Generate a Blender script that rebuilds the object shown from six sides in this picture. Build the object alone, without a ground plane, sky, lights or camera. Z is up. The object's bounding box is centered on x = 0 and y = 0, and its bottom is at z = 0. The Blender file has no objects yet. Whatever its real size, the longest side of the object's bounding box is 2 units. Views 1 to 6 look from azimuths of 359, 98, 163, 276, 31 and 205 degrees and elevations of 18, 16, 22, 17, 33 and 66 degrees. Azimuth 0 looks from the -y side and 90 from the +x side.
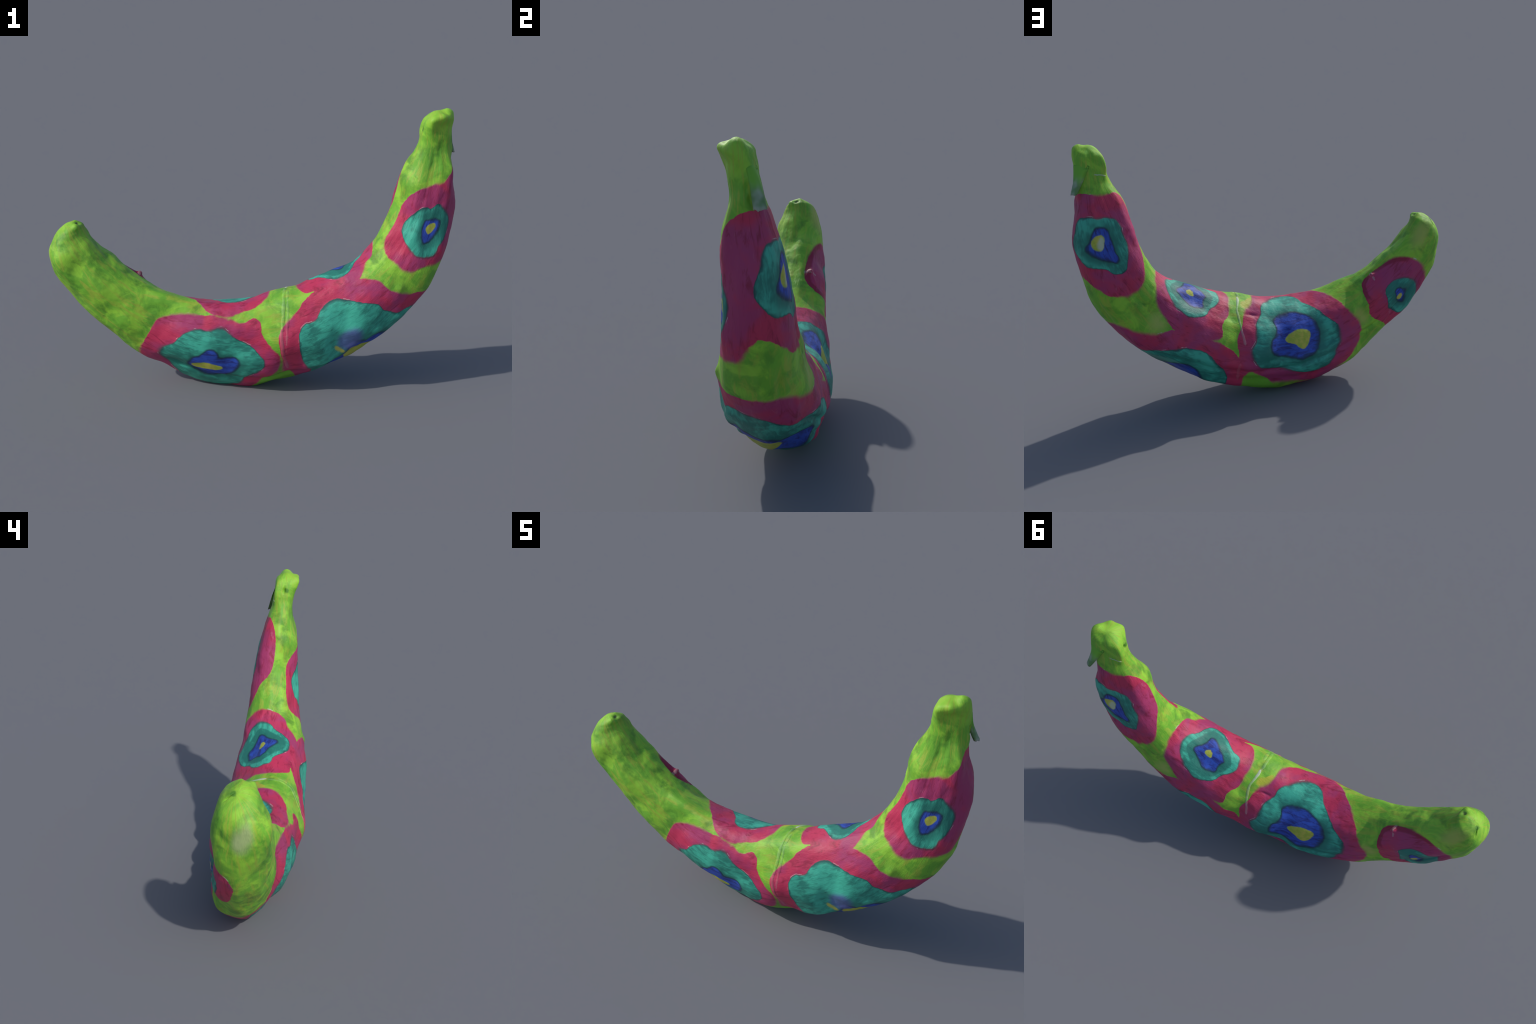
"""A papier-mache banana standing on its curved back, painted green with crimson patches that
hold nested teal / blue / yellow eye spots.

Shape: a loft through cross-sections ("stations") strung along a bent spine, plus creases, dents and
paper lumps.  Paint: node masks on Object coordinates; every eye spot is a set of rings whose
radius varies with the bearing round the spot, measured on the unrolled skin
(s = way along the bend, w = way round the girth)."""
import bpy, bmesh, math
import numpy as np
from mathutils import Vector, noise
from mathutils.kdtree import KDTree

K = 12       # handles of a cross-section: 0 = inner (concave) side, 3 = +y flank, 6 = outer, 9 = -y flank
BEND = (0.05, 1.2)          # x, z of the centre the banana bends round
GIRTH = 0.2                 # metres of skin per radian round the girth
ARC = 0.95                  # metres of skin per radian of bend


def station(centre, radii):
    return np.array(centre), np.array(radii)


BLOSSOM_TIP = (-0.904, -0.018, 0.863)
STEM_TIP = (0.935, -0.006, 1.450)
STATIONS = [
    station((-0.933, -0.006, 0.827), radii=(0.095, 0.077, 0.053, 0.033, 0.022, 0.018, 0.021, 0.025, 0.042, 0.058, 0.076, 0.095)),
    station((-0.924, -0.009, 0.801), radii=(0.103, 0.092, 0.080, 0.066, 0.057, 0.055, 0.055, 0.065, 0.081, 0.084, 0.087, 0.095)),
    station((-0.910, -0.011, 0.767), radii=(0.107, 0.105, 0.091, 0.087, 0.087, 0.087, 0.095, 0.110, 0.116, 0.099, 0.092, 0.094)),
    station((-0.882, -0.012, 0.719), radii=(0.106, 0.108, 0.107, 0.100, 0.109, 0.112, 0.125, 0.136, 0.140, 0.118, 0.105, 0.108)),
    station((-0.840, -0.010, 0.658), radii=(0.110, 0.121, 0.118, 0.107, 0.117, 0.142, 0.144, 0.148, 0.137, 0.110, 0.115, 0.114)),
    station((-0.785, -0.006, 0.594), radii=(0.128, 0.137, 0.110, 0.116, 0.115, 0.151, 0.160, 0.142, 0.140, 0.130, 0.122, 0.120)),
    station((-0.724, -0.002, 0.533), radii=(0.135, 0.131, 0.116, 0.120, 0.128, 0.164, 0.174, 0.149, 0.142, 0.134, 0.126, 0.134)),
    station((-0.658, 0.001, 0.476), radii=(0.138, 0.141, 0.137, 0.128, 0.135, 0.179, 0.176, 0.162, 0.136, 0.126, 0.132, 0.139)),
    station((-0.588, 0.004, 0.425), radii=(0.140, 0.139, 0.136, 0.126, 0.142, 0.176, 0.185, 0.166, 0.147, 0.131, 0.136, 0.155)),
    station((-0.514, 0.006, 0.380), radii=(0.145, 0.120, 0.143, 0.123, 0.147, 0.184, 0.208, 0.174, 0.142, 0.130, 0.136, 0.179)),
    station((-0.437, 0.007, 0.342), radii=(0.156, 0.136, 0.138, 0.143, 0.161, 0.206, 0.220, 0.178, 0.149, 0.139, 0.143, 0.189)),
    station((-0.356, 0.007, 0.311), radii=(0.168, 0.152, 0.138, 0.146, 0.179, 0.237, 0.221, 0.169, 0.169, 0.161, 0.167, 0.199)),
    station((-0.273, 0.007, 0.288), radii=(0.178, 0.162, 0.141, 0.137, 0.199, 0.244, 0.248, 0.182, 0.176, 0.173, 0.182, 0.211)),
    station((-0.187, 0.006, 0.273), radii=(0.186, 0.172, 0.155, 0.152, 0.212, 0.259, 0.268, 0.201, 0.179, 0.179, 0.193, 0.221)),
    station((-0.101, 0.005, 0.267), radii=(0.198, 0.176, 0.172, 0.175, 0.219, 0.258, 0.268, 0.212, 0.175, 0.175, 0.200, 0.226)),
    station((-0.015, 0.004, 0.271), radii=(0.205, 0.175, 0.167, 0.168, 0.210, 0.265, 0.287, 0.227, 0.197, 0.173, 0.202, 0.227)),
    station((0.071, 0.002, 0.283), radii=(0.210, 0.175, 0.188, 0.206, 0.214, 0.267, 0.261, 0.234, 0.202, 0.186, 0.205, 0.227)),
    station((0.155, 0.001, 0.303), radii=(0.220, 0.174, 0.179, 0.198, 0.223, 0.263, 0.261, 0.217, 0.197, 0.208, 0.201, 0.230)),
    station((0.238, 0.000, 0.329), radii=(0.216, 0.189, 0.171, 0.176, 0.219, 0.262, 0.253, 0.239, 0.198, 0.202, 0.201, 0.233)),
    station((0.318, 0.000, 0.362), radii=(0.206, 0.181, 0.188, 0.204, 0.227, 0.259, 0.242, 0.235, 0.210, 0.193, 0.198, 0.223)),
    station((0.396, 0.001, 0.401), radii=(0.208, 0.175, 0.173, 0.194, 0.224, 0.234, 0.250, 0.224, 0.183, 0.189, 0.193, 0.212)),
    station((0.470, 0.002, 0.446), radii=(0.200, 0.169, 0.181, 0.186, 0.225, 0.222, 0.241, 0.221, 0.211, 0.173, 0.187, 0.199)),
    station((0.540, 0.003, 0.497), radii=(0.187, 0.151, 0.173, 0.179, 0.219, 0.225, 0.237, 0.223, 0.199, 0.185, 0.178, 0.192)),
    station((0.605, 0.005, 0.554), radii=(0.158, 0.148, 0.158, 0.166, 0.198, 0.232, 0.226, 0.220, 0.183, 0.175, 0.168, 0.174)),
    station((0.663, 0.008, 0.618), radii=(0.146, 0.147, 0.159, 0.148, 0.182, 0.212, 0.226, 0.209, 0.179, 0.161, 0.156, 0.152)),
    station((0.714, 0.011, 0.687), radii=(0.137, 0.143, 0.144, 0.143, 0.163, 0.202, 0.221, 0.210, 0.160, 0.141, 0.136, 0.136)),
    station((0.757, 0.013, 0.762), radii=(0.136, 0.140, 0.137, 0.133, 0.152, 0.195, 0.210, 0.189, 0.148, 0.119, 0.111, 0.136)),
    station((0.791, 0.014, 0.841), radii=(0.133, 0.144, 0.139, 0.124, 0.144, 0.177, 0.192, 0.185, 0.133, 0.124, 0.113, 0.127)),
    station((0.817, 0.015, 0.924), radii=(0.133, 0.141, 0.129, 0.117, 0.131, 0.163, 0.178, 0.163, 0.121, 0.115, 0.108, 0.117)),
    station((0.837, 0.014, 1.008), radii=(0.134, 0.144, 0.119, 0.106, 0.123, 0.152, 0.167, 0.141, 0.116, 0.108, 0.120, 0.120)),
    station((0.851, 0.011, 1.094), radii=(0.134, 0.130, 0.104, 0.097, 0.112, 0.139, 0.134, 0.132, 0.111, 0.098, 0.114, 0.128)),
    station((0.862, 0.007, 1.180), radii=(0.117, 0.111, 0.083, 0.079, 0.092, 0.100, 0.095, 0.117, 0.089, 0.072, 0.082, 0.100)),
    station((0.870, 0.002, 1.264), radii=(0.082, 0.072, 0.061, 0.055, 0.065, 0.085, 0.092, 0.074, 0.050, 0.054, 0.061, 0.075)),
    station((0.875, -0.004, 1.335), radii=(0.073, 0.083, 0.054, 0.047, 0.062, 0.090, 0.075, 0.065, 0.052, 0.050, 0.064, 0.072)),
    station((0.878, -0.010, 1.386), radii=(0.066, 0.078, 0.055, 0.047, 0.061, 0.082, 0.072, 0.057, 0.047, 0.051, 0.079, 0.069)),
    station((0.881, -0.014, 1.419), radii=(0.050, 0.058, 0.059, 0.050, 0.061, 0.077, 0.076, 0.068, 0.064, 0.068, 0.076, 0.057)),
    station((0.884, -0.017, 1.444), radii=(0.016, 0.016, 0.016, 0.020, 0.032, 0.067, 0.063, 0.052, 0.046, 0.041, 0.021, 0.015)),
]

# float curve of the spine's distance from the bend centre against the bend angle
SPINE_ANGLE = (-1.30, 1.90)
SPINE_RADIUS = (1.051, 1.050, 1.027, 1.005, 0.985, 0.963, 0.936, 0.906, 0.881, 0.864, 0.852, 0.840, 0.825, 0.812, 0.810, 0.830, 0.869)

SPOTS = {
    'inner_stem': dict(at=(0.569, 0.047),
        red=(0.305, 0.322, 0.310, 0.253, 0.249, 0.248, 0.246, 0.244, 0.243, 0.245, 0.244, 0.280, 0.294, 0.304, 0.314, 0.300, 0.298, 0.287, 0.276, 0.281, 0.292, 0.304, 0.316, 0.335, 0.288, 0.306),
        teal=(0.233, 0.226, 0.166, 0.147, 0.144, 0.145, 0.154, 0.156, 0.160, 0.163, 0.160, 0.155, 0.160, 0.186, 0.206, 0.218, 0.208, 0.193, 0.184, 0.179, 0.171, 0.176, 0.176, 0.172, 0.176, 0.179, 0.176, 0.199),
        blue=(0.127, 0.098, 0.076, 0.069, 0.069, 0.076, 0.086, 0.092, 0.076, 0.072, 0.077, 0.095, 0.110, 0.089, 0.079, 0.076, 0.082, 0.096, 0.106, 0.115, 0.129, 0.112),
        yellow=(0.024, 0.020, 0.017, 0.017, 0.021, 0.021, 0.026, 0.030, 0.027, 0.019, 0.017, 0.019, 0.024, 0.033),
    ),
    'belly_stem': dict(at=(0.457, -0.527),
        red=(0.347, 0.369, 0.391, 0.417, 0.458, 0.460, 0.449, 0.437, 0.426, 0.397, 0.403, 0.425, 0.423, 0.395, 0.350, 0.349, 0.393, 0.410, 0.416, 0.417, 0.419, 0.420, 0.422, 0.444, 0.397, 0.359),
        teal=(0.216, 0.245, 0.277, 0.310, 0.351, 0.364, 0.374, 0.362, 0.344, 0.318, 0.293, 0.287, 0.309, 0.323, 0.300, 0.245, 0.240, 0.267, 0.272, 0.286, 0.312, 0.336, 0.330, 0.313, 0.347, 0.319, 0.283, 0.255),
        blue=(0.122, 0.155, 0.187, 0.220, 0.251, 0.267, 0.209, 0.161, 0.165, 0.150, 0.153, 0.130, 0.088, 0.073, 0.074, 0.070, 0.065, 0.061, 0.057, 0.053, 0.049, 0.063),
        yellow=(0.058, 0.080, 0.103, 0.125, 0.146, 0.099, 0.071, 0.024, 0.020, 0.020, 0.025, 0.032, 0.038, 0.044),
    ),
    'belly_tip': dict(at=(-0.222, -0.462),
        red=(0.310, 0.313, 0.317, 0.312, 0.306, 0.301, 0.296, 0.290, 0.285, 0.279, 0.274, 0.269, 0.272, 0.312, 0.333, 0.317, 0.319, 0.359, 0.306, 0.312, 0.324, 0.339, 0.371, 0.391, 0.361, 0.324),
        teal=(0.235, 0.226, 0.214, 0.201, 0.196, 0.194, 0.192, 0.190, 0.188, 0.186, 0.185, 0.183, 0.181, 0.179, 0.222, 0.257, 0.244, 0.240, 0.234, 0.231, 0.246, 0.265, 0.248, 0.267, 0.259, 0.236, 0.221, 0.230),
        blue=(0.095, 0.099, 0.104, 0.108, 0.106, 0.102, 0.099, 0.096, 0.093, 0.094, 0.106, 0.122, 0.139, 0.143, 0.114, 0.089, 0.115, 0.136, 0.115, 0.097, 0.101, 0.096),
        yellow=(0.065, 0.083, 0.046, 0.028, 0.026, 0.030, 0.047, 0.058, 0.034, 0.026, 0.024, 0.028, 0.035, 0.046),
    ),
    'flank_tip': dict(at=(-0.167, 0.251),
        red=(0.345, 0.346, 0.361, 0.383, 0.393, 0.408, 0.406, 0.383, 0.384, 0.378, 0.338, 0.359, 0.353, 0.372, 0.368, 0.375, 0.345, 0.299, 0.265, 0.259, 0.275, 0.293, 0.310, 0.328, 0.358, 0.358),
        teal=(0.244, 0.230, 0.227, 0.238, 0.248, 0.269, 0.312, 0.314, 0.304, 0.290, 0.285, 0.261, 0.265, 0.261, 0.263, 0.298, 0.288, 0.252, 0.213, 0.193, 0.191, 0.205, 0.222, 0.232, 0.232, 0.233, 0.242, 0.240),
        blue=(0.131, 0.140, 0.158, 0.169, 0.171, 0.176, 0.176, 0.179, 0.183, 0.143, 0.137, 0.168, 0.179, 0.164, 0.136, 0.120, 0.121, 0.123, 0.131, 0.134, 0.132, 0.127),
        yellow=(0.073, 0.080, 0.068, 0.058, 0.053, 0.055, 0.066, 0.077, 0.053, 0.041, 0.054, 0.073, 0.069, 0.065),
    ),
    'flank_stem': dict(at=(1.266, 0.390),
        red=(0.327, 0.364, 0.379, 0.362, 0.348, 0.365, 0.364, 0.370, 0.388, 0.397, 0.335, 0.285, 0.263, 0.261, 0.274, 0.295, 0.337, 0.374, 0.359, 0.338, 0.318, 0.297, 0.272, 0.232, 0.241, 0.282),
        teal=(0.162, 0.214, 0.238, 0.229, 0.221, 0.215, 0.203, 0.199, 0.210, 0.212, 0.187, 0.163, 0.143, 0.134, 0.140, 0.149, 0.161, 0.179, 0.185, 0.178, 0.188, 0.195, 0.182, 0.168, 0.162, 0.150, 0.142, 0.144),
        blue=(0.103, 0.130, 0.170, 0.126, 0.110, 0.101, 0.098, 0.109, 0.105, 0.090, 0.084, 0.082, 0.073, 0.065, 0.060, 0.060, 0.071, 0.097, 0.091, 0.088, 0.086, 0.092),
        yellow=(0.044, 0.044, 0.040, 0.041, 0.051, 0.052, 0.044, 0.040, 0.040, 0.044, 0.051, 0.051, 0.047, 0.043),
    ),
    'flank_front': dict(at=(1.144, -0.425),
        red=(0.240, 0.198, 0.186, 0.193, 0.210, 0.219, 0.253, 0.287, 0.314, 0.342, 0.369, 0.391, 0.304, 0.247, 0.247, 0.252, 0.275, 0.295, 0.327, 0.347, 0.342, 0.363, 0.383, 0.348, 0.292, 0.271),
        teal=(0.160, 0.153, 0.146, 0.130, 0.104, 0.101, 0.107, 0.115, 0.129, 0.142, 0.145, 0.141, 0.138, 0.139, 0.133, 0.119, 0.116, 0.135, 0.157, 0.179, 0.205, 0.246, 0.268, 0.244, 0.214, 0.190, 0.176, 0.169),
        blue=(0.081, 0.073, 0.062, 0.057, 0.056, 0.057, 0.063, 0.070, 0.076, 0.068, 0.062, 0.054, 0.053, 0.055, 0.062, 0.077, 0.082, 0.083, 0.082, 0.085, 0.086, 0.091),
        yellow=(0.030, 0.027, 0.027, 0.027, 0.035, 0.044, 0.037, 0.028, 0.027, 0.028, 0.035, 0.042, 0.036, 0.033),
    ),
    'flank_end': dict(at=(-0.751, 0.408),
        red=(0.187, 0.198, 0.223, 0.261, 0.309, 0.342, 0.352, 0.357, 0.304, 0.237, 0.200, 0.187, 0.174, 0.161, 0.156, 0.161, 0.190, 0.190, 0.190, 0.191, 0.203, 0.217, 0.204, 0.186, 0.180, 0.182),
        teal=(0.107, 0.108, 0.114, 0.126, 0.142, 0.158, 0.173, 0.174, 0.145, 0.107, 0.089, 0.082, 0.080, 0.081, 0.080, 0.079, 0.083, 0.091, 0.107, 0.117, 0.120, 0.123, 0.126, 0.128, 0.120, 0.115, 0.115, 0.109),
        blue=(0.046, 0.049, 0.051, 0.059, 0.084, 0.092, 0.048, 0.033, 0.027, 0.023, 0.022, 0.021, 0.023, 0.027, 0.037, 0.045, 0.052, 0.048, 0.046, 0.044, 0.041, 0.042),
        yellow=(0.015, 0.017, 0.028, 0.036, 0.032, 0.025, 0.018, 0.013, 0.012, 0.014, 0.018, 0.013, 0.012, 0.013),
    ),
}

PATCHES = {
    'belly_green': dict(at=(0.084, 0.490), edge=(0.074, 0.050, 0.045, 0.049, 0.064, 0.066, 0.059, 0.070, 0.151, 0.249, 0.201, 0.136)),
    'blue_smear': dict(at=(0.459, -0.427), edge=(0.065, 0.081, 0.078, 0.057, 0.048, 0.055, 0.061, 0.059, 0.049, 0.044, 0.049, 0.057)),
    'yellow_fleck': dict(at=(0.387, -0.475), edge=(0.011, 0.009, 0.010, 0.017, 0.028, 0.008, 0.005, 0.004, 0.005, 0.009, 0.032, 0.020)),
    'amber_spot': dict(at=(0.135, 0.030), edge=(0.049, 0.070, 0.021, 0.011, 0.010, 0.014, 0.029, 0.042, 0.037, 0.031, 0.034, 0.034)),
    'pale_tip': dict(at=(-1.053, -0.573), edge=(0.032, 0.031, 0.039, 0.052, 0.065, 0.055, 0.046, 0.041, 0.045, 0.064, 0.073, 0.044)),
    'olive_tip': dict(at=(-1.075, 0.187), edge=(0.051, 0.062, 0.087, 0.085, 0.079, 0.071, 0.068, 0.069, 0.082, 0.070, 0.074, 0.056)),
    'olive_strap': dict(at=(-0.542, 0.293), edge=(0.025, 0.027, 0.053, 0.072, 0.038, 0.023, 0.021, 0.025, 0.044, 0.071, 0.038, 0.024)),
    'olive_wedge': dict(at=(0.700, 0.343), edge=(0.044, 0.043, 0.029, 0.032, 0.048, 0.046, 0.045, 0.047, 0.050, 0.052, 0.046, 0.044)),
    'pale_heart': dict(at=(1.257, 0.368), edge=(0.027, 0.018, 0.016, 0.017, 0.025, 0.035, 0.036, 0.029, 0.027, 0.032, 0.037, 0.036)),
}


# ============================================================== shape
def catmull(t):
    return np.array([-t**3 + 2*t**2 - t, 3*t**3 - 5*t**2 + 2, -3*t**3 + 4*t**2 + t, t**3 - t**2]) / 2


def control_net():
    C = np.array([s[0] for s in STATIONS])
    R = np.array([s[1] for s in STATIONS])
    T = np.gradient(C, axis=0)
    T /= np.linalg.norm(T, axis=1, keepdims=True)
    N = np.cross(T, [0.0, 1.0, 0.0])
    N[:, 1] = 0
    N /= np.linalg.norm(N, axis=1, keepdims=True)
    N *= np.sign(((np.array([BEND[0], 0, BEND[1]]) - C) * N).sum(1))[:, None]
    v = np.arange(K) * 2 * math.pi / K
    d = np.cos(v)[None, :, None] * N[:, None, :] + np.sin(v)[None, :, None] * np.array([0, 1.0, 0])
    net = C[:, None] + R[..., None] * d
    lo = np.repeat(np.array(BLOSSOM_TIP)[None, None], K, 1)
    hi = np.repeat(np.array(STEM_TIP)[None, None], K, 1)
    return np.concatenate([lo, net, hi])


def loft(sub=18, nv=240):
    net = control_net()
    turned = np.roll(net, K // 2, axis=1)       # the net continued over the poles
    R = len(net)
    Wv = np.zeros((nv, K))
    for a in range(nv):
        x = a * K / nv
        j = int(x)
        for o, w in enumerate(catmull(x - j)):
            Wv[a, (j - 1 + o) % K] += w
    rings = []
    for g in range(R - 1):
        for k in range(sub):
            row = np.zeros((K, 3))
            for o, w in enumerate(catmull(k / sub)):
                i = g - 1 + o
                row += w * (turned[-i] if i < 0 else turned[2*(R - 1) - i] if i > R - 1 else net[i])
            rings.append(Wv @ row)
    return np.array(rings[1:]), net[0, 0], net[-1, 0]


def unroll(P):
    """(s, w) of points: way along the bend, way round the girth (0 = concave side, +y positive)."""
    dx, dz = P[:, 0] - BEND[0], BEND[1] - P[:, 2]
    bend = np.arctan2(dx, dz)
    spine = np.interp(bend, np.linspace(*SPINE_ANGLE, len(SPINE_RADIUS)), SPINE_RADIUS)
    return ARC * bend, GIRTH * np.arctan2(P[:, 1], spine - np.hypot(dx, dz))


def wrap(w):
    L = 2 * math.pi * GIRTH
    return (w + L/2) % L - L/2


# folds of the paper: (s, w) way-points, depth (m, negative = raised), half width (m)
CREASES = [
    dict(path=((-0.95, 0.46), (-0.65, 0.428), (-0.5, 0.407), (-0.2, 0.395), (0.08, 0.427), (0.36, 0.436),
               (0.55, 0.454), (0.64, 0.5)), depth=0.009, width=0.013),
    dict(path=((-0.5, 0.37), (-0.2, 0.36), (0.08, 0.39), (0.36, 0.40), (0.55, 0.415)), depth=-0.004, width=0.016),
    dict(path=((0.2, -0.487), (0.4, -0.5), (0.56, -0.47), (0.68, -0.504), (0.76, -0.555)), depth=-0.006, width=0.016),
    dict(path=((0.2, -0.53), (0.4, -0.54), (0.56, -0.515), (0.68, -0.545)), depth=0.006, width=0.016),
    # the keel under the belly is narrow: a hollow on either side of it
    dict(path=((-0.42, -0.545), (-0.15, -0.54), (0.05, -0.53), (0.2, -0.54), (0.38, -0.55)), depth=0.012, width=0.022),
    dict(path=((-0.30, 0.47), (-0.05, 0.47), (0.15, 0.475), (0.4, 0.48)), depth=0.010, width=0.022),
    dict(path=((-0.42, 0.60), (-0.1, 0.60), (0.1, 0.61), (0.35, 0.61)), depth=-0.006, width=0.03),
    dict(path=((0.17, 0.10), (0.1, 0.088), (0.03, 0.085)), depth=0.007, width=0.008),
    dict(path=((1.0, 0.531), (0.9, 0.536), (0.8, 0.542)), depth=0.006, width=0.014),
    dict(path=((1.07, 0.60), (0.95, 0.60), (0.84, 0.59)), depth=-0.005, width=0.016),
    dict(path=((0.79, 0.47), (0.76, 0.486), (0.69, 0.51)), depth=-0.006, width=0.013),
    dict(path=((1.05, 0.35), (0.92, 0.33), (0.80, 0.33)), depth=0.006, width=0.02),
    dict(path=((-0.95, -0.09), (-0.84, -0.06), (-0.76, -0.06)), depth=0.004, width=0.025),
    dict(path=((-0.9, 0.082), (-0.8, 0.058), (-0.72, 0.047), (-0.65, 0.10)), depth=0.007, width=0.012),
    dict(path=((-0.88, 0.112), (-0.8, 0.10), (-0.73, 0.095), (-0.66, 0.145)), depth=-0.007, width=0.014),
]
# dents: (s, w), depth, radius
DENTS = [((1.692, -0.03), 0.012, 0.016), ((-1.15, 0.40), 0.010, 0.018), 
         ((-0.925, -0.05), 0.005, 0.04), ((0.80, -0.403), -0.010, 0.026), ((0.182, 0.50), -0.010, 0.03),
         ((-1.10, -0.42), 0.006, 0.03), ((-0.738, 0.085), -0.016, 0.015),
         ((1.60, 0.585), 0.010, 0.022), ((1.565, 0.56), 0.007, 0.02)]
# knuckles of the stem's cut top: (x, y, z), height, radius
KNUCKLES = [((0.925, -0.012, 1.455), 0.012, 0.028), ((0.862, -0.02, 1.445), 0.006, 0.03), ((0.905, 0.058, 1.435), 0.009, 0.026),
            ((0.90, -0.085, 1.43), 0.010, 0.026), ((0.905, -0.05, 1.45), -0.007, 0.018), ((0.905, 0.024, 1.45), -0.007, 0.018),
            ((-0.856, -0.029, 0.862), -0.012, 0.013), ((-0.872, -0.012, 0.868), 0.007, 0.016), ((-0.862, -0.058, 0.85), 0.006, 0.016)]


def relief(P, N):
    s, w = unroll(P)
    push = np.zeros(len(P))
    for c in CREASES:
        p = np.array(sorted(c["path"]))
        mid = np.interp(s, p[:, 0], p[:, 1])
        ends = np.clip((s - p[0, 0]) / 0.06, 0, 1) * np.clip((p[-1, 0] - s) / 0.06, 0, 1)
        push -= c["depth"] * ends * np.exp(-(wrap(w - mid) / c["width"])**2)
    for (s0, w0), depth, radius in DENTS:
        push -= depth * np.exp(-((s - s0)**2 + wrap(w - w0)**2) / radius**2)
    for c, height, radius in KNUCKLES:
        push += height * np.exp(-((P - np.array(c))**2).sum(1) / radius**2)
    lumps = np.empty(len(P))
    ridge = np.array([noise.noise(Vector((a * 3.0, math.cos(b / GIRTH) * 4.5, math.sin(b / GIRTH) * 4.5))) for a, b in zip(s, w)])
    push += 0.0026 * ridge * np.clip((s + 1.15) / 0.1, 0, 1) * np.clip((1.6 - s) / 0.1, 0, 1)
    for i, p in enumerate(P):
        v = Vector(p)
        lumps[i] = (0.0030 * noise.noise(v * 11 + Vector((3, 1, 7))) + 0.0018 * noise.noise(v * 24)
                    + 0.0010 * abs(noise.noise(v * 45 + Vector((5, 5, 5)))))
    return P + N * (push + lumps)[:, None]


def new_mesh(name, verts, faces, material, parent=None):
    me = bpy.data.meshes.new(name)
    me.from_pydata([tuple(map(float, v)) for v in verts], [], faces)
    me.shade_smooth()
    me.materials.append(material)
    ob = bpy.data.objects.new(name, me)
    bpy.context.collection.objects.link(ob)
    ob.parent = parent
    return ob


# ============================================================== paint
class Nodes:
    def __init__(self, mat):
        self.t = mat.node_tree
        self.t.nodes.clear()

    def add(self, kind, **kw):
        n = self.t.nodes.new(kind)
        for k, v in kw.items():
            setattr(n, k, v)
        return n

    def put(self, socket, value):
        if isinstance(value, bpy.types.NodeSocket):
            self.t.links.new(value, socket)
        else:
            socket.default_value = value

    def math(self, op, a, b=None, c=None, clamp=False):
        n = self.add("ShaderNodeMath", operation=op, use_clamp=clamp)
        for i, x in enumerate((a, b, c)):
            if x is not None:
                self.put(n.inputs[i], x)
        return n.outputs[0]

    def step(self, x, lo, hi, a=0.0, b=1.0):
        n = self.add("ShaderNodeMapRange", interpolation_type="SMOOTHSTEP")
        for i, v in enumerate((x, lo, hi, a, b)):
            self.put(n.inputs[i], v)
        return n.outputs[0]

    def mix(self, f, a, b, blend="MIX"):
        n = self.add("ShaderNodeMix", data_type="RGBA", blend_type=blend)
        self.put(n.inputs[0], f)
        self.put(n.inputs[6], (*a, 1) if isinstance(a, tuple) else a)
        self.put(n.inputs[7], (*b, 1) if isinstance(b, tuple) else b)
        return n.outputs[2]

    def noise(self, vec, scale, detail=3.0, rough=0.55, distortion=0.0):
        n = self.add("ShaderNodeTexNoise")
        self.put(n.inputs["Vector"], vec)
        n.inputs["Scale"].default_value = scale
        n.inputs["Detail"].default_value = detail
        n.inputs["Roughness"].default_value = rough
        n.inputs["Distortion"].default_value = distortion
        return n.outputs[0]

    def curve(self, x, points):
        n = self.add("ShaderNodeFloatCurve")
        cm = n.mapping
        cm.use_clip = False
        c = cm.curves[0]
        c.points[0].location, c.points[1].location = points[0], points[-1]
        for p in points[1:-1]:
            c.points.new(*p)
        for p in c.points:
            p.handle_type = "AUTO"
        cm.update()
        self.put(n.inputs["Value"], x)
        return n.outputs[0]

    def vec(self, x, y, z):
        n = self.add("ShaderNodeCombineXYZ")
        for i, v in enumerate((x, y, z)):
            self.put(n.inputs[i], v)
        return n.outputs[0]


GREEN, LIME, DEEP, OLIVE = (0.16, 0.43, 0.035), (0.28, 0.58, 0.045), (0.055, 0.20, 0.02), (0.34, 0.44, 0.05)
CRIMSON, MAGENTA, WINE = (0.50, 0.034, 0.095), (0.38, 0.042, 0.14), (0.25, 0.012, 0.045)
TEAL, DEEP_TEAL, INK = (0.055, 0.43, 0.31), (0.02, 0.17, 0.135), (0.014, 0.04, 0.055)
BLUE, DEEP_BLUE, YELLOW = (0.03, 0.085, 0.46), (0.02, 0.03, 0.20), (0.50, 0.48, 0.08)
PAPER = (0.55, 0.58, 0.55)
# patch: colour, softness of its edge (m), strength
TINTS = {"belly_green": (GREEN, 0.006, 1.0), "blue_smear": ((0.10, 0.13, 0.36), 0.02, 0.85), "yellow_fleck": (YELLOW, 0.008, 0.9),  # the pale blue is glare on the front belly, tinted into the paint
         "amber_spot": ((0.50, 0.46, 0.05), 0.010, 0.75), "pale_tip": ((0.33, 0.42, 0.19), 0.03, 0.9),
         "olive_tip": ((0.38, 0.45, 0.09), 0.05, 0.9), "olive_strap": ((0.38, 0.46, 0.09), 0.035, 0.9),
         "olive_wedge": ((0.38, 0.46, 0.10), 0.04, 0.9), "pale_heart": ((0.50, 0.55, 0.42), 0.012, 0.85)}


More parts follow.
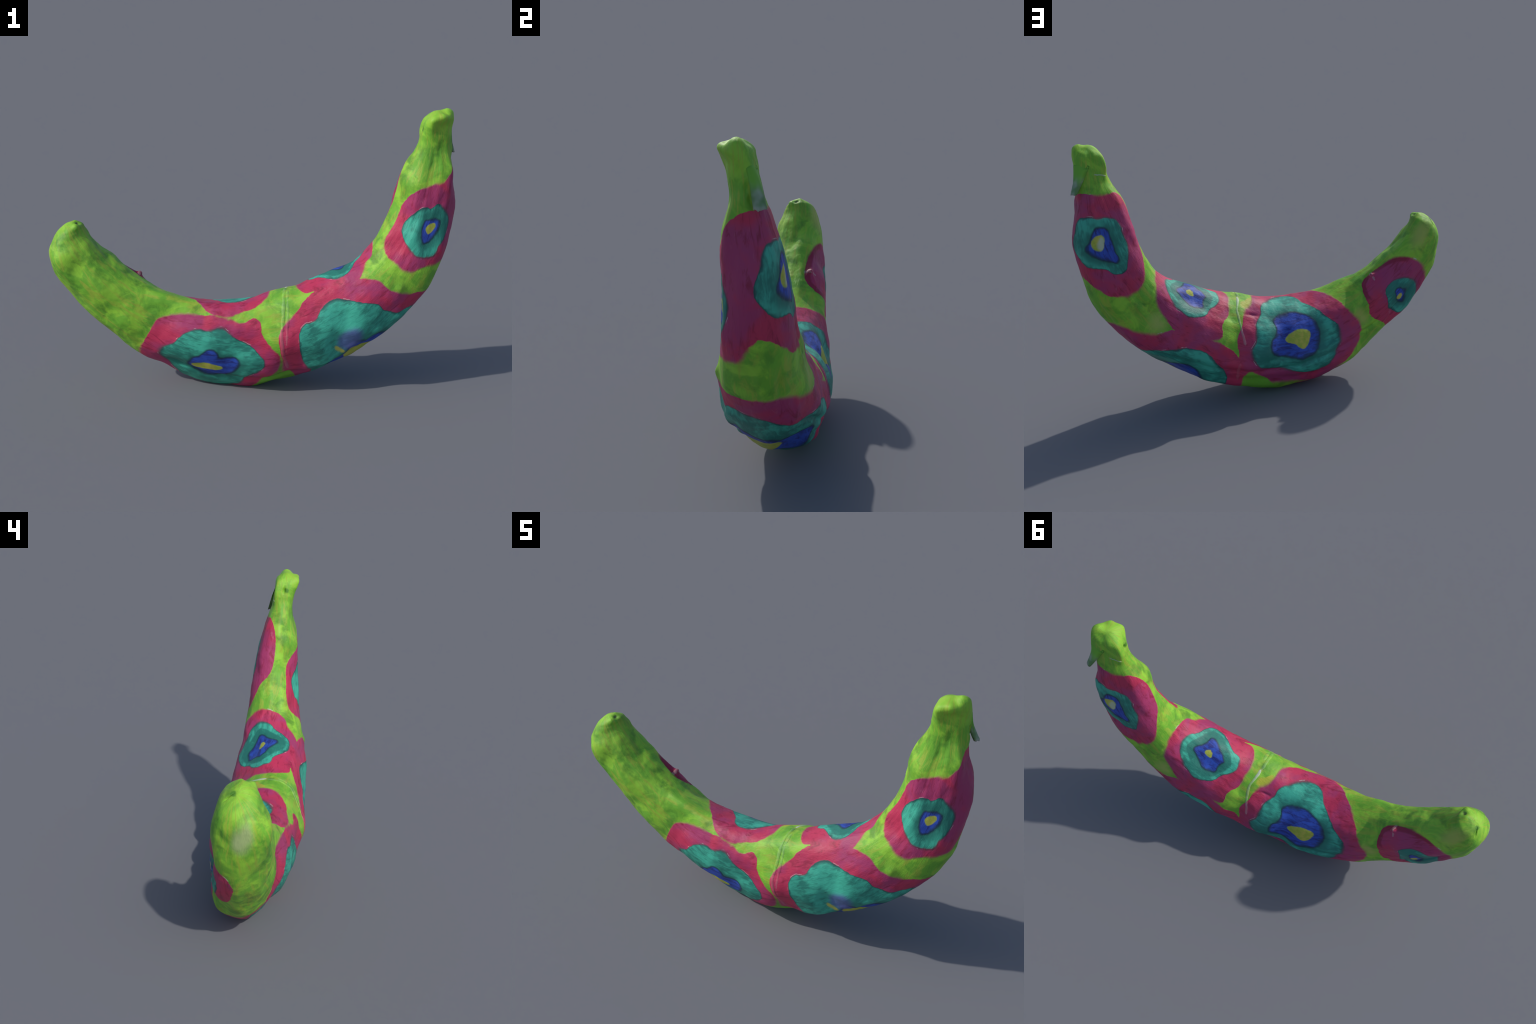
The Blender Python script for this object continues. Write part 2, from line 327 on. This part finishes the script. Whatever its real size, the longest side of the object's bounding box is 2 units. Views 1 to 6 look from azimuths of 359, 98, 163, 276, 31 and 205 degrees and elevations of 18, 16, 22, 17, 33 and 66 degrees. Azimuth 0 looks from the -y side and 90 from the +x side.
def paint_material(name, whiten=0.0):
    mat = bpy.data.materials.new(name)
    mat.use_nodes = True
    N = Nodes(mat)
    M = N.math
    pos = N.add("ShaderNodeTexCoord").outputs["Object"]
    sep = N.add("ShaderNodeSeparateXYZ")
    N.put(sep.inputs[0], pos)
    x, y, z = sep.outputs
    dx, dz = M("SUBTRACT", x, BEND[0]), M("SUBTRACT", BEND[1], z)
    bend = M("ARCTAN2", dx, dz)
    rho = M("SQRT", M("ADD", M("MULTIPLY", dx, dx), M("MULTIPLY", dz, dz)))
    lo, hi = SPINE_ANGLE
    n = len(SPINE_RADIUS)
    spine = N.curve(M("DIVIDE", M("SUBTRACT", bend, lo), hi - lo), [(i / (n - 1), v) for i, v in enumerate(SPINE_RADIUS)])
    s = M("MULTIPLY", bend, ARC)
    w = M("MULTIPLY", M("ARCTAN2", y, M("SUBTRACT", spine, rho)), GIRTH)
    skin = N.vec(s, w, 0.0)

    wobble = M("MULTIPLY", M("SUBTRACT", N.noise(pos, 16, 3), 0.5), 0.016)
    fine = M("MULTIPLY", M("SUBTRACT", N.noise(pos, 60, 2), 0.5), 0.010)
    jitter = M("ADD", wobble, fine)

    TOP = 0.5

    def polar(at):
        ds = M("SUBTRACT", s, at[0])
        L = 2 * math.pi * GIRTH
        dw = M("WRAP", M("SUBTRACT", w, at[1]), L / 2, -L / 2)
        r = M("SQRT", M("ADD", M("MULTIPLY", ds, ds), M("MULTIPLY", dw, dw)))
        return r, M("ADD", M("DIVIDE", M("ARCTAN2", dw, ds), 2 * math.pi), 0.5), dw

    def inside(radii, r, turn):
        k = len(radii)
        edge = N.curve(turn, [(i / k, radii[i % k] / TOP) for i in range(k + 1)])
        return M("SUBTRACT", M("MULTIPLY", edge, TOP), r)

    def tint(col, name):
        colour, soft, strength = TINTS[name]
        r, turn, _ = polar(PATCHES[name]["at"])
        d = M("ADD", inside(PATCHES[name]["edge"], r, turn), jitter)
        return N.mix(N.step(d, -soft, soft, 0, strength), col, colour)

    depth, faces = {}, {}        # how far inside a ring's edge (m), largest of all spots
    for spot_name, spot in SPOTS.items():
        r, turn, dw = polar(spot["at"])
        for ring in ("red", "teal", "blue", "yellow"):
            d = inside(spot[ring], r, turn)
            if (spot_name, ring) == ("flank_end", "red"):
                end_fold = M("MULTIPLY", M("MULTIPLY", N.step(d, 0.045, 0.03), N.step(d, -0.02, -0.006)), N.step(dw, -0.16, -0.22))
            faces[spot_name, ring] = d
            depth[ring] = M("MAXIMUM", depth[ring], d) if ring in depth else d
    d_red = M("ADD", depth["red"], jitter)
    d_teal = M("ADD", depth["teal"], M("MULTIPLY", jitter, 0.7))
    d_blue = M("ADD", depth["blue"], M("MULTIPLY", jitter, 0.7))
    d_yellow = M("ADD", depth["yellow"], M("MULTIPLY", fine, 0.8))

    strokes = N.add("ShaderNodeMapping")          # long brush strokes run along the fruit
    N.put(strokes.inputs["Vector"], skin)
    strokes.inputs["Scale"].default_value = (1.0, 3.2, 1.0)
    along = strokes.outputs[0]
    broad = N.noise(pos, 5.5, 3, 0.6, 0.4)
    brush = N.noise(along, 14, 5, 0.65, 0.6)
    mottle = N.noise(pos, 26, 4, 0.65)

    # greens: broad soft strokes of three mixes, mottled with thin
    g = N.mix(N.step(N.noise(pos, 7.5, 4, 0.62, 0.9), 0.42, 0.60), GREEN, LIME)
    g = N.mix(M("MULTIPLY", N.step(N.noise(along, 8, 5, 0.6, 0.8), 0.48, 0.64), 0.75), g, OLIVE)
    dark_blotches = M("MULTIPLY", N.step(N.noise(pos, 11, 4, 0.6, 0.5), 0.46, 0.68), N.step(N.noise(pos, 3.3, 2), 0.36, 0.56))
    g = N.mix(M("MULTIPLY", dark_blotches, 0.72), g, DEEP)
    for name in ("pale_tip", "olive_tip", "olive_strap", "olive_wedge", "amber_spot"):
        g = tint(g, name)
    for name, at, size, shade in (("pit", (-0.857, -0.030, 0.862), 0.016, (0.06, 0.06, 0.05)), ("pit", (-0.937, 0.009, 0.831), 0.016, DEEP),
                                  ("pit", (0.806, -0.022, 1.362), 0.016, DEEP),
                                  ("scuff", (0.935, 0.03, 1.34), 0.024, (0.36, 0.44, 0.34))):
        off = N.add("ShaderNodeVectorMath", operation="DISTANCE")
        N.put(off.inputs[0], pos)
        off.inputs[1].default_value = at
        g = N.mix(N.step(M("ADD", off.outputs["Value"], jitter), size, size * 0.5, 0, 0.85), g, shade)
    # reds
    c = N.mix(N.step(broad, 0.40, 0.62), CRIMSON, MAGENTA)
    c = N.mix(N.step(N.noise(along, 10, 5, 0.62, 0.8), 0.50, 0.70, 0, 0.75), c, WINE)
    c = N.mix(M("MULTIPLY", end_fold, 0.85), c, WINE)
    c = N.mix(M("MULTIPLY", N.step(N.noise(along, 9, 5, 0.7, 0.8), 0.60, 0.78), 0.35), c, (0.62, 0.24, 0.32))   # chalky scuffs
    blur = M("ADD", 0.002, M("MULTIPLY", N.step(N.noise(pos, 5, 1), 0.42, 0.62), 0.011))   # some edges are smeared
    back = M("MULTIPLY", blur, -1.0)
    col = N.mix(N.step(d_red, back, blur), g, c)
    col = tint(col, "belly_green")
    # teal, with a smudged dark outline and a darker band next to the blue
    t = N.mix(N.step(M("ADD", M("MULTIPLY", broad, 0.7), M("MULTIPLY", brush, 0.5)), 0.50, 0.70, 0, 0.9), TEAL, DEEP_TEAL)
    band = N.noise(pos, 10, 2)
    inner = M("MULTIPLY", N.step(d_blue, -0.06, -0.01), N.step(band, 0.36, 0.54, 0.15, 0.9))
    t = N.mix(inner, t, DEEP_TEAL)
    ring = faces["inner_stem", "blue"]
    dark_ring = M("MULTIPLY", N.step(ring, -0.062, -0.048), N.step(faces["inner_stem", "teal"], 0.018, 0.034))
    t = N.mix(M("MULTIPLY", dark_ring, N.step(mottle, 0.35, 0.5, 0.6, 0.95)), t, DEEP_TEAL)
    rim = M("ADD", 0.008, M("MULTIPLY", N.step(band, 0.48, 0.66), 0.022))
    t = N.mix(N.step(d_teal, 0.0, rim, 0.85, 0.0), t, INK)
    t = N.mix(N.step(d_blue, -0.012, 0.002, 0.0, 0.75), t, INK)
    col = N.mix(N.step(d_teal, back, blur), col, t)
    # blue
    b = N.mix(N.step(brush, 0.42, 0.66), BLUE, DEEP_BLUE)
    b = N.mix(N.step(d_blue, 0.002, M("ADD", rim, 0.008), 0.85, 0.0), b, INK)
    col = N.mix(N.step(d_blue, -0.004, 0.005), col, b)
    # yellow hearts
    yl = N.mix(N.step(mottle, 0.40, 0.62, 0, 0.9), YELLOW, OLIVE)
    yl = tint(yl, "pale_heart")
    col = N.mix(N.step(d_yellow, -0.005, 0.005), col, yl)
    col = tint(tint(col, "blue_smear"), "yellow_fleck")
    # broken white slivers along the teal and red edges
    bare = M("MULTIPLY", M("MULTIPLY", N.step(d_teal, -0.007, -0.004), N.step(d_teal, -0.001, -0.003)),
             N.step(N.noise(pos, 14, 2), 0.60, 0.66))
    white_sliver = M("MULTIPLY", M("MULTIPLY", N.step(d_red, -0.008, -0.004), N.step(d_red, 0.002, -0.002)),
              N.step(N.noise(pos, 14, 2), 0.65, 0.70))
    col = N.mix(M("MULTIPLY", M("MAXIMUM", bare, white_sliver), 0.5), col, PAPER)
    if whiten:
        col = N.mix(N.step(N.noise(pos, 7, 2), 0.35, 0.65, whiten * 0.3, whiten), col, PAPER)

    bsdf = N.add("ShaderNodeBsdfPrincipled")
    N.put(bsdf.inputs["Base Color"], col)
    bsdf.inputs["Roughness"].default_value = 0.52
    bsdf.inputs["Specular IOR Level"].default_value = 0.35
    bump = N.add("ShaderNodeBump")
    bump.inputs["Strength"].default_value = 0.38
    bump.inputs["Distance"].default_value = 0.004
    coats = M("ADD", M("ADD", N.step(d_red, -0.006, 0.006), N.step(d_teal, -0.006, 0.006)), N.step(d_blue, -0.006, 0.006))
    ripple = M("ADD", M("MULTIPLY", brush, 1.2), M("MULTIPLY", N.noise(along, 60, 3), 0.5))
    N.put(bump.inputs["Height"], M("ADD", ripple, M("MULTIPLY", coats, 0.5)))
    N.put(bsdf.inputs["Normal"], bump.outputs[0])
    out = N.add("ShaderNodeOutputMaterial")
    N.put(out.inputs[0], bsdf.outputs[0])
    return mat


# ============================================================== build
banana = bpy.data.objects.new("painted_banana", None)
bpy.context.collection.objects.link(banana)
banana["label"] = "papier-mache banana painted green with crimson, teal and blue eye spots"
banana["category"] = "banana"

paint = paint_material("banana_paint")
paint_thin = paint_material("thread_under_paint", 0.14)
paint_bare = paint_material("bare_thread", 0.75)

def round_end(rings, span, reach):
    """Soften the corners of the last rings: average along the meridians, continued over the pole."""
    n = len(rings)
    over = np.roll(rings[::-1], rings.shape[1] // 2, axis=1)
    ext = np.concatenate([rings, over[:reach + 1]])
    out = rings.copy()
    for i in range(n - span, n):
        h = int(reach * min(1.0, (i - (n - span)) / (0.5 * span)))
        if h:
            out[i] = ext[i - h:i + h + 1].mean(0)
    return out


rings, pole_a, pole_b = loft()
rings = round_end(rings, 80, 13)
pole_b = rings[-1].mean(0)
rings = round_end(rings[::-1], 50, 8)[::-1]
pole_a = rings[0].mean(0)
NR, NV = rings.shape[:2]
verts = np.concatenate([rings.reshape(-1, 3), [pole_a, pole_b]])
faces = []
for a in range(NR - 1):
    for b in range(NV):
        c = (b + 1) % NV
        faces.append((a*NV + b, a*NV + c, (a+1)*NV + c, (a+1)*NV + b))
for b in range(NV):
    c = (b + 1) % NV
    faces.append((NR*NV, c, b))
    faces.append((NR*NV + 1, (NR-1)*NV + b, (NR-1)*NV + c))


def vertex_normals(verts):
    me = bpy.data.meshes.new("probe")
    me.from_pydata([tuple(map(float, v)) for v in verts], [], faces)
    nor = np.empty(len(verts) * 3)
    me.vertices.foreach_get("normal", nor)
    bpy.data.meshes.remove(me)
    return nor.reshape(-1, 3)


nor = vertex_normals(verts)
outward = np.sign((nor[:NR*NV] * (rings - rings.mean(1, keepdims=True)).reshape(-1, 3)).sum())
if outward < 0:
    faces = [f[::-1] for f in faces]
    nor = -nor
verts = relief(verts, nor)
verts[:, 2] = np.maximum(verts[:, 2], 0.0005)
nor = vertex_normals(verts)

# the skin is one smooth surface; its faces are shared out between stem, peel and blossom end
ring_s = unroll(verts[:NR*NV].reshape(NR, NV, 3).mean(1))[0]
stem_from = int(np.argmax(ring_s > 1.585))
blossom_to = int(np.argmax(ring_s > -1.075))


def region(f):
    r = min(i // NV for i in f if i < NR * NV)
    if r >= stem_from:
        return "stem"
    return "blossom_end" if r < blossom_to else "peel"


groups = {"peel": [], "stem": [], "blossom_end": []}
for f in faces:
    groups[region(f)].append(f)
for name, fs in groups.items():
    used = sorted({i for f in fs for i in f})
    index = {v: i for i, v in enumerate(used)}
    ob = new_mesh(name, verts[used], [tuple(index[i] for i in f) for f in fs], paint, banana)
    ob.data.normals_split_custom_set_from_vertices([tuple(nor[i]) for i in used])

# places on the skin by (s, w)
S, W = unroll(verts)
tree = KDTree(len(verts))
for i in range(len(verts)):
    tree.insert((S[i], W[i], 0), i)
tree.balance()


def on_skin(s, w, lift=0.0):
    i = tree.find((s, float(wrap(w)), 0))[1]
    return verts[i] + nor[i] * lift


def tube(name, path, radius, material, parent, sides=10, flat=0.32):
    """A thread lying on the skin, its ends tapering into it."""
    P = np.array(path)
    for _ in range(3):
        P[1:-1] = 0.25*P[:-2] + 0.5*P[1:-1] + 0.25*P[2:]
    T = np.gradient(P, axis=0)
    T /= np.linalg.norm(T, axis=1, keepdims=True)
    vs, fs = [], []
    for i, (p, t) in enumerate(zip(P, T)):
        up = nor[tree.find((*[float(q[0]) for q in unroll(p[None])], 0))[1]]
        side = np.cross(t, up)
        side /= np.linalg.norm(side)
        up = np.cross(side, t)
        rr = radius * min(1, 0.15 + i / 5, 0.15 + (len(P) - 1 - i) / 5) * (1 + 0.3 * noise.noise(Vector(p * 30)))
        for k in range(sides):
            a = 2 * math.pi * k / sides
            vs.append(p + rr * (math.cos(a) * side + flat * math.sin(a) * up))
    for i in range(len(P) - 1):
        for k in range(sides):
            j = (k + 1) % sides
            fs.append((i*sides + k, i*sides + j, (i+1)*sides + j, (i+1)*sides + k))
    fs.append(tuple(range(sides))[::-1])
    fs.append(tuple((len(P) - 1)*sides + k for k in range(sides)))
    return new_mesh(name, vs, fs, material, parent)


def skin_line(points, n, lift=0.0005):
    q = np.array(points)
    t = np.linspace(0, len(q) - 1, n)
    return [on_skin(np.interp(u, range(len(q)), q[:, 0]), np.interp(u, range(len(q)), q[:, 1]), lift) for u in t]


# threads pasted under the paint round the middle; bare white only on the back
FRONT = ((0.178, 0.0), (0.162, -0.08), (0.141, -0.18), (0.116, -0.273), (0.119, -0.391), (0.135, -0.5))
SECOND = ((0.195, -0.05), (0.187, -0.086), (0.168, -0.186), (0.146, -0.28), (0.128, -0.395))
BACK = ((0.178, -0.02), (0.190, 0.03), (0.210, 0.083), (0.192, 0.156), (0.163, 0.251), (0.155, 0.287))
LOW = ((0.176, 0.38), (0.181, 0.401), (0.176, 0.45), (0.169, 0.489))
tube("thread", skin_line(FRONT, 70, -0.0012), 0.010, paint_thin, banana)
tube("thread", skin_line(SECOND, 50, -0.0015), 0.009, paint_thin, banana)
tube("thread", skin_line(BACK, 60, -0.001), 0.0075, paint_bare, banana)
tube("thread", skin_line(LOW, 24, -0.001), 0.010, paint_thin, banana)
tube("thread", skin_line(((1.629, 0.281), (1.63, 0.17), (1.62, 0.095)), 30), 0.0035, paint_bare, banana)
tube("glue_streak", skin_line(((-0.738, 0.03), (-0.742, 0.07), (-0.735, 0.10), (-0.728, 0.16)), 30, -0.003), 0.010, paint_bare, banana)

# the torn strip of paper that hangs off the neck of the stem
flap_paint = bpy.data.materials.new("bare_paper")
flap_paint.use_nodes = True
F = Nodes(flap_paint)
fpos = F.add("ShaderNodeTexCoord").outputs["Object"]
fsep = F.add("ShaderNodeSeparateXYZ")
F.put(fsep.inputs[0], fpos)
fb = F.add("ShaderNodeBsdfPrincipled")
tint = F.mix(F.step(F.noise(fpos, 13, 2), 0.38, 0.62), (0.40, 0.42, 0.37), (0.12, 0.24, 0.08))
tint = F.mix(F.step(F.math("ADD", fsep.outputs[2], F.math("MULTIPLY", F.noise(fpos, 20, 2), 0.06)), 1.30, 1.365), tint, GREEN)
F.put(fb.inputs["Base Color"], tint)
fb.inputs["Roughness"].default_value = 0.7
fo = F.add("ShaderNodeOutputMaterial")
F.put(fo.inputs[0], fb.outputs[0])

tip = np.array((0.986, 0.064, 1.238))
vs, fs = [], []
rows, cols = 16, 9
for i in range(rows):
    t = i / (rows - 1)
    for face in (0, 1):
        for k in range(cols):
            u = 2 * k / (cols - 1) - 1
            root = on_skin(1.675 - 0.012 * u * u, 0.525 - 0.05 * u, 0.001)          # pasted edge, on the neck
            ragged = 0.014 * noise.noise(Vector((u * 2.3, t * 2, 2.0))) * t
            end = tip + np.array((-0.012 * u * u - 0.004 * u, 0.021 * u, ragged))
            p = root * (1 - t) + end * t + np.array((-0.010, 0, 0.006)) * math.sin(math.pi * t)
            p = p + np.array((0.006 * u * u * math.sin(math.pi * t), 0, 0))
            p[0] -= face * (0.030 * (1 - t) + 0.010)
            vs.append(p)
row = 2 * cols
ids = lambda i, face, k: i * row + face * cols + k
for i in range(rows - 1):
    for k in range(cols - 1):
        fs.append((ids(i, 0, k), ids(i, 0, k + 1), ids(i + 1, 0, k + 1), ids(i + 1, 0, k)))
        fs.append((ids(i, 1, k), ids(i + 1, 1, k), ids(i + 1, 1, k + 1), ids(i, 1, k + 1)))
    for k in (0, cols - 1):
        q = (ids(i, 0, k), ids(i + 1, 0, k), ids(i + 1, 1, k), ids(i, 1, k))
        fs.append(q if k == 0 else q[::-1])
for i in (0, rows - 1):
    for k in range(cols - 1):
        q = (ids(i, 0, k), ids(i, 1, k), ids(i, 1, k + 1), ids(i, 0, k + 1))
        fs.append(q if i == 0 else q[::-1])
flap = new_mesh("paper_flap", vs, fs, flap_paint, banana)
bm = bmesh.new()
bm.from_mesh(flap.data)
bmesh.ops.recalc_face_normals(bm, faces=bm.faces)
bm.to_mesh(flap.data)
bm.free()
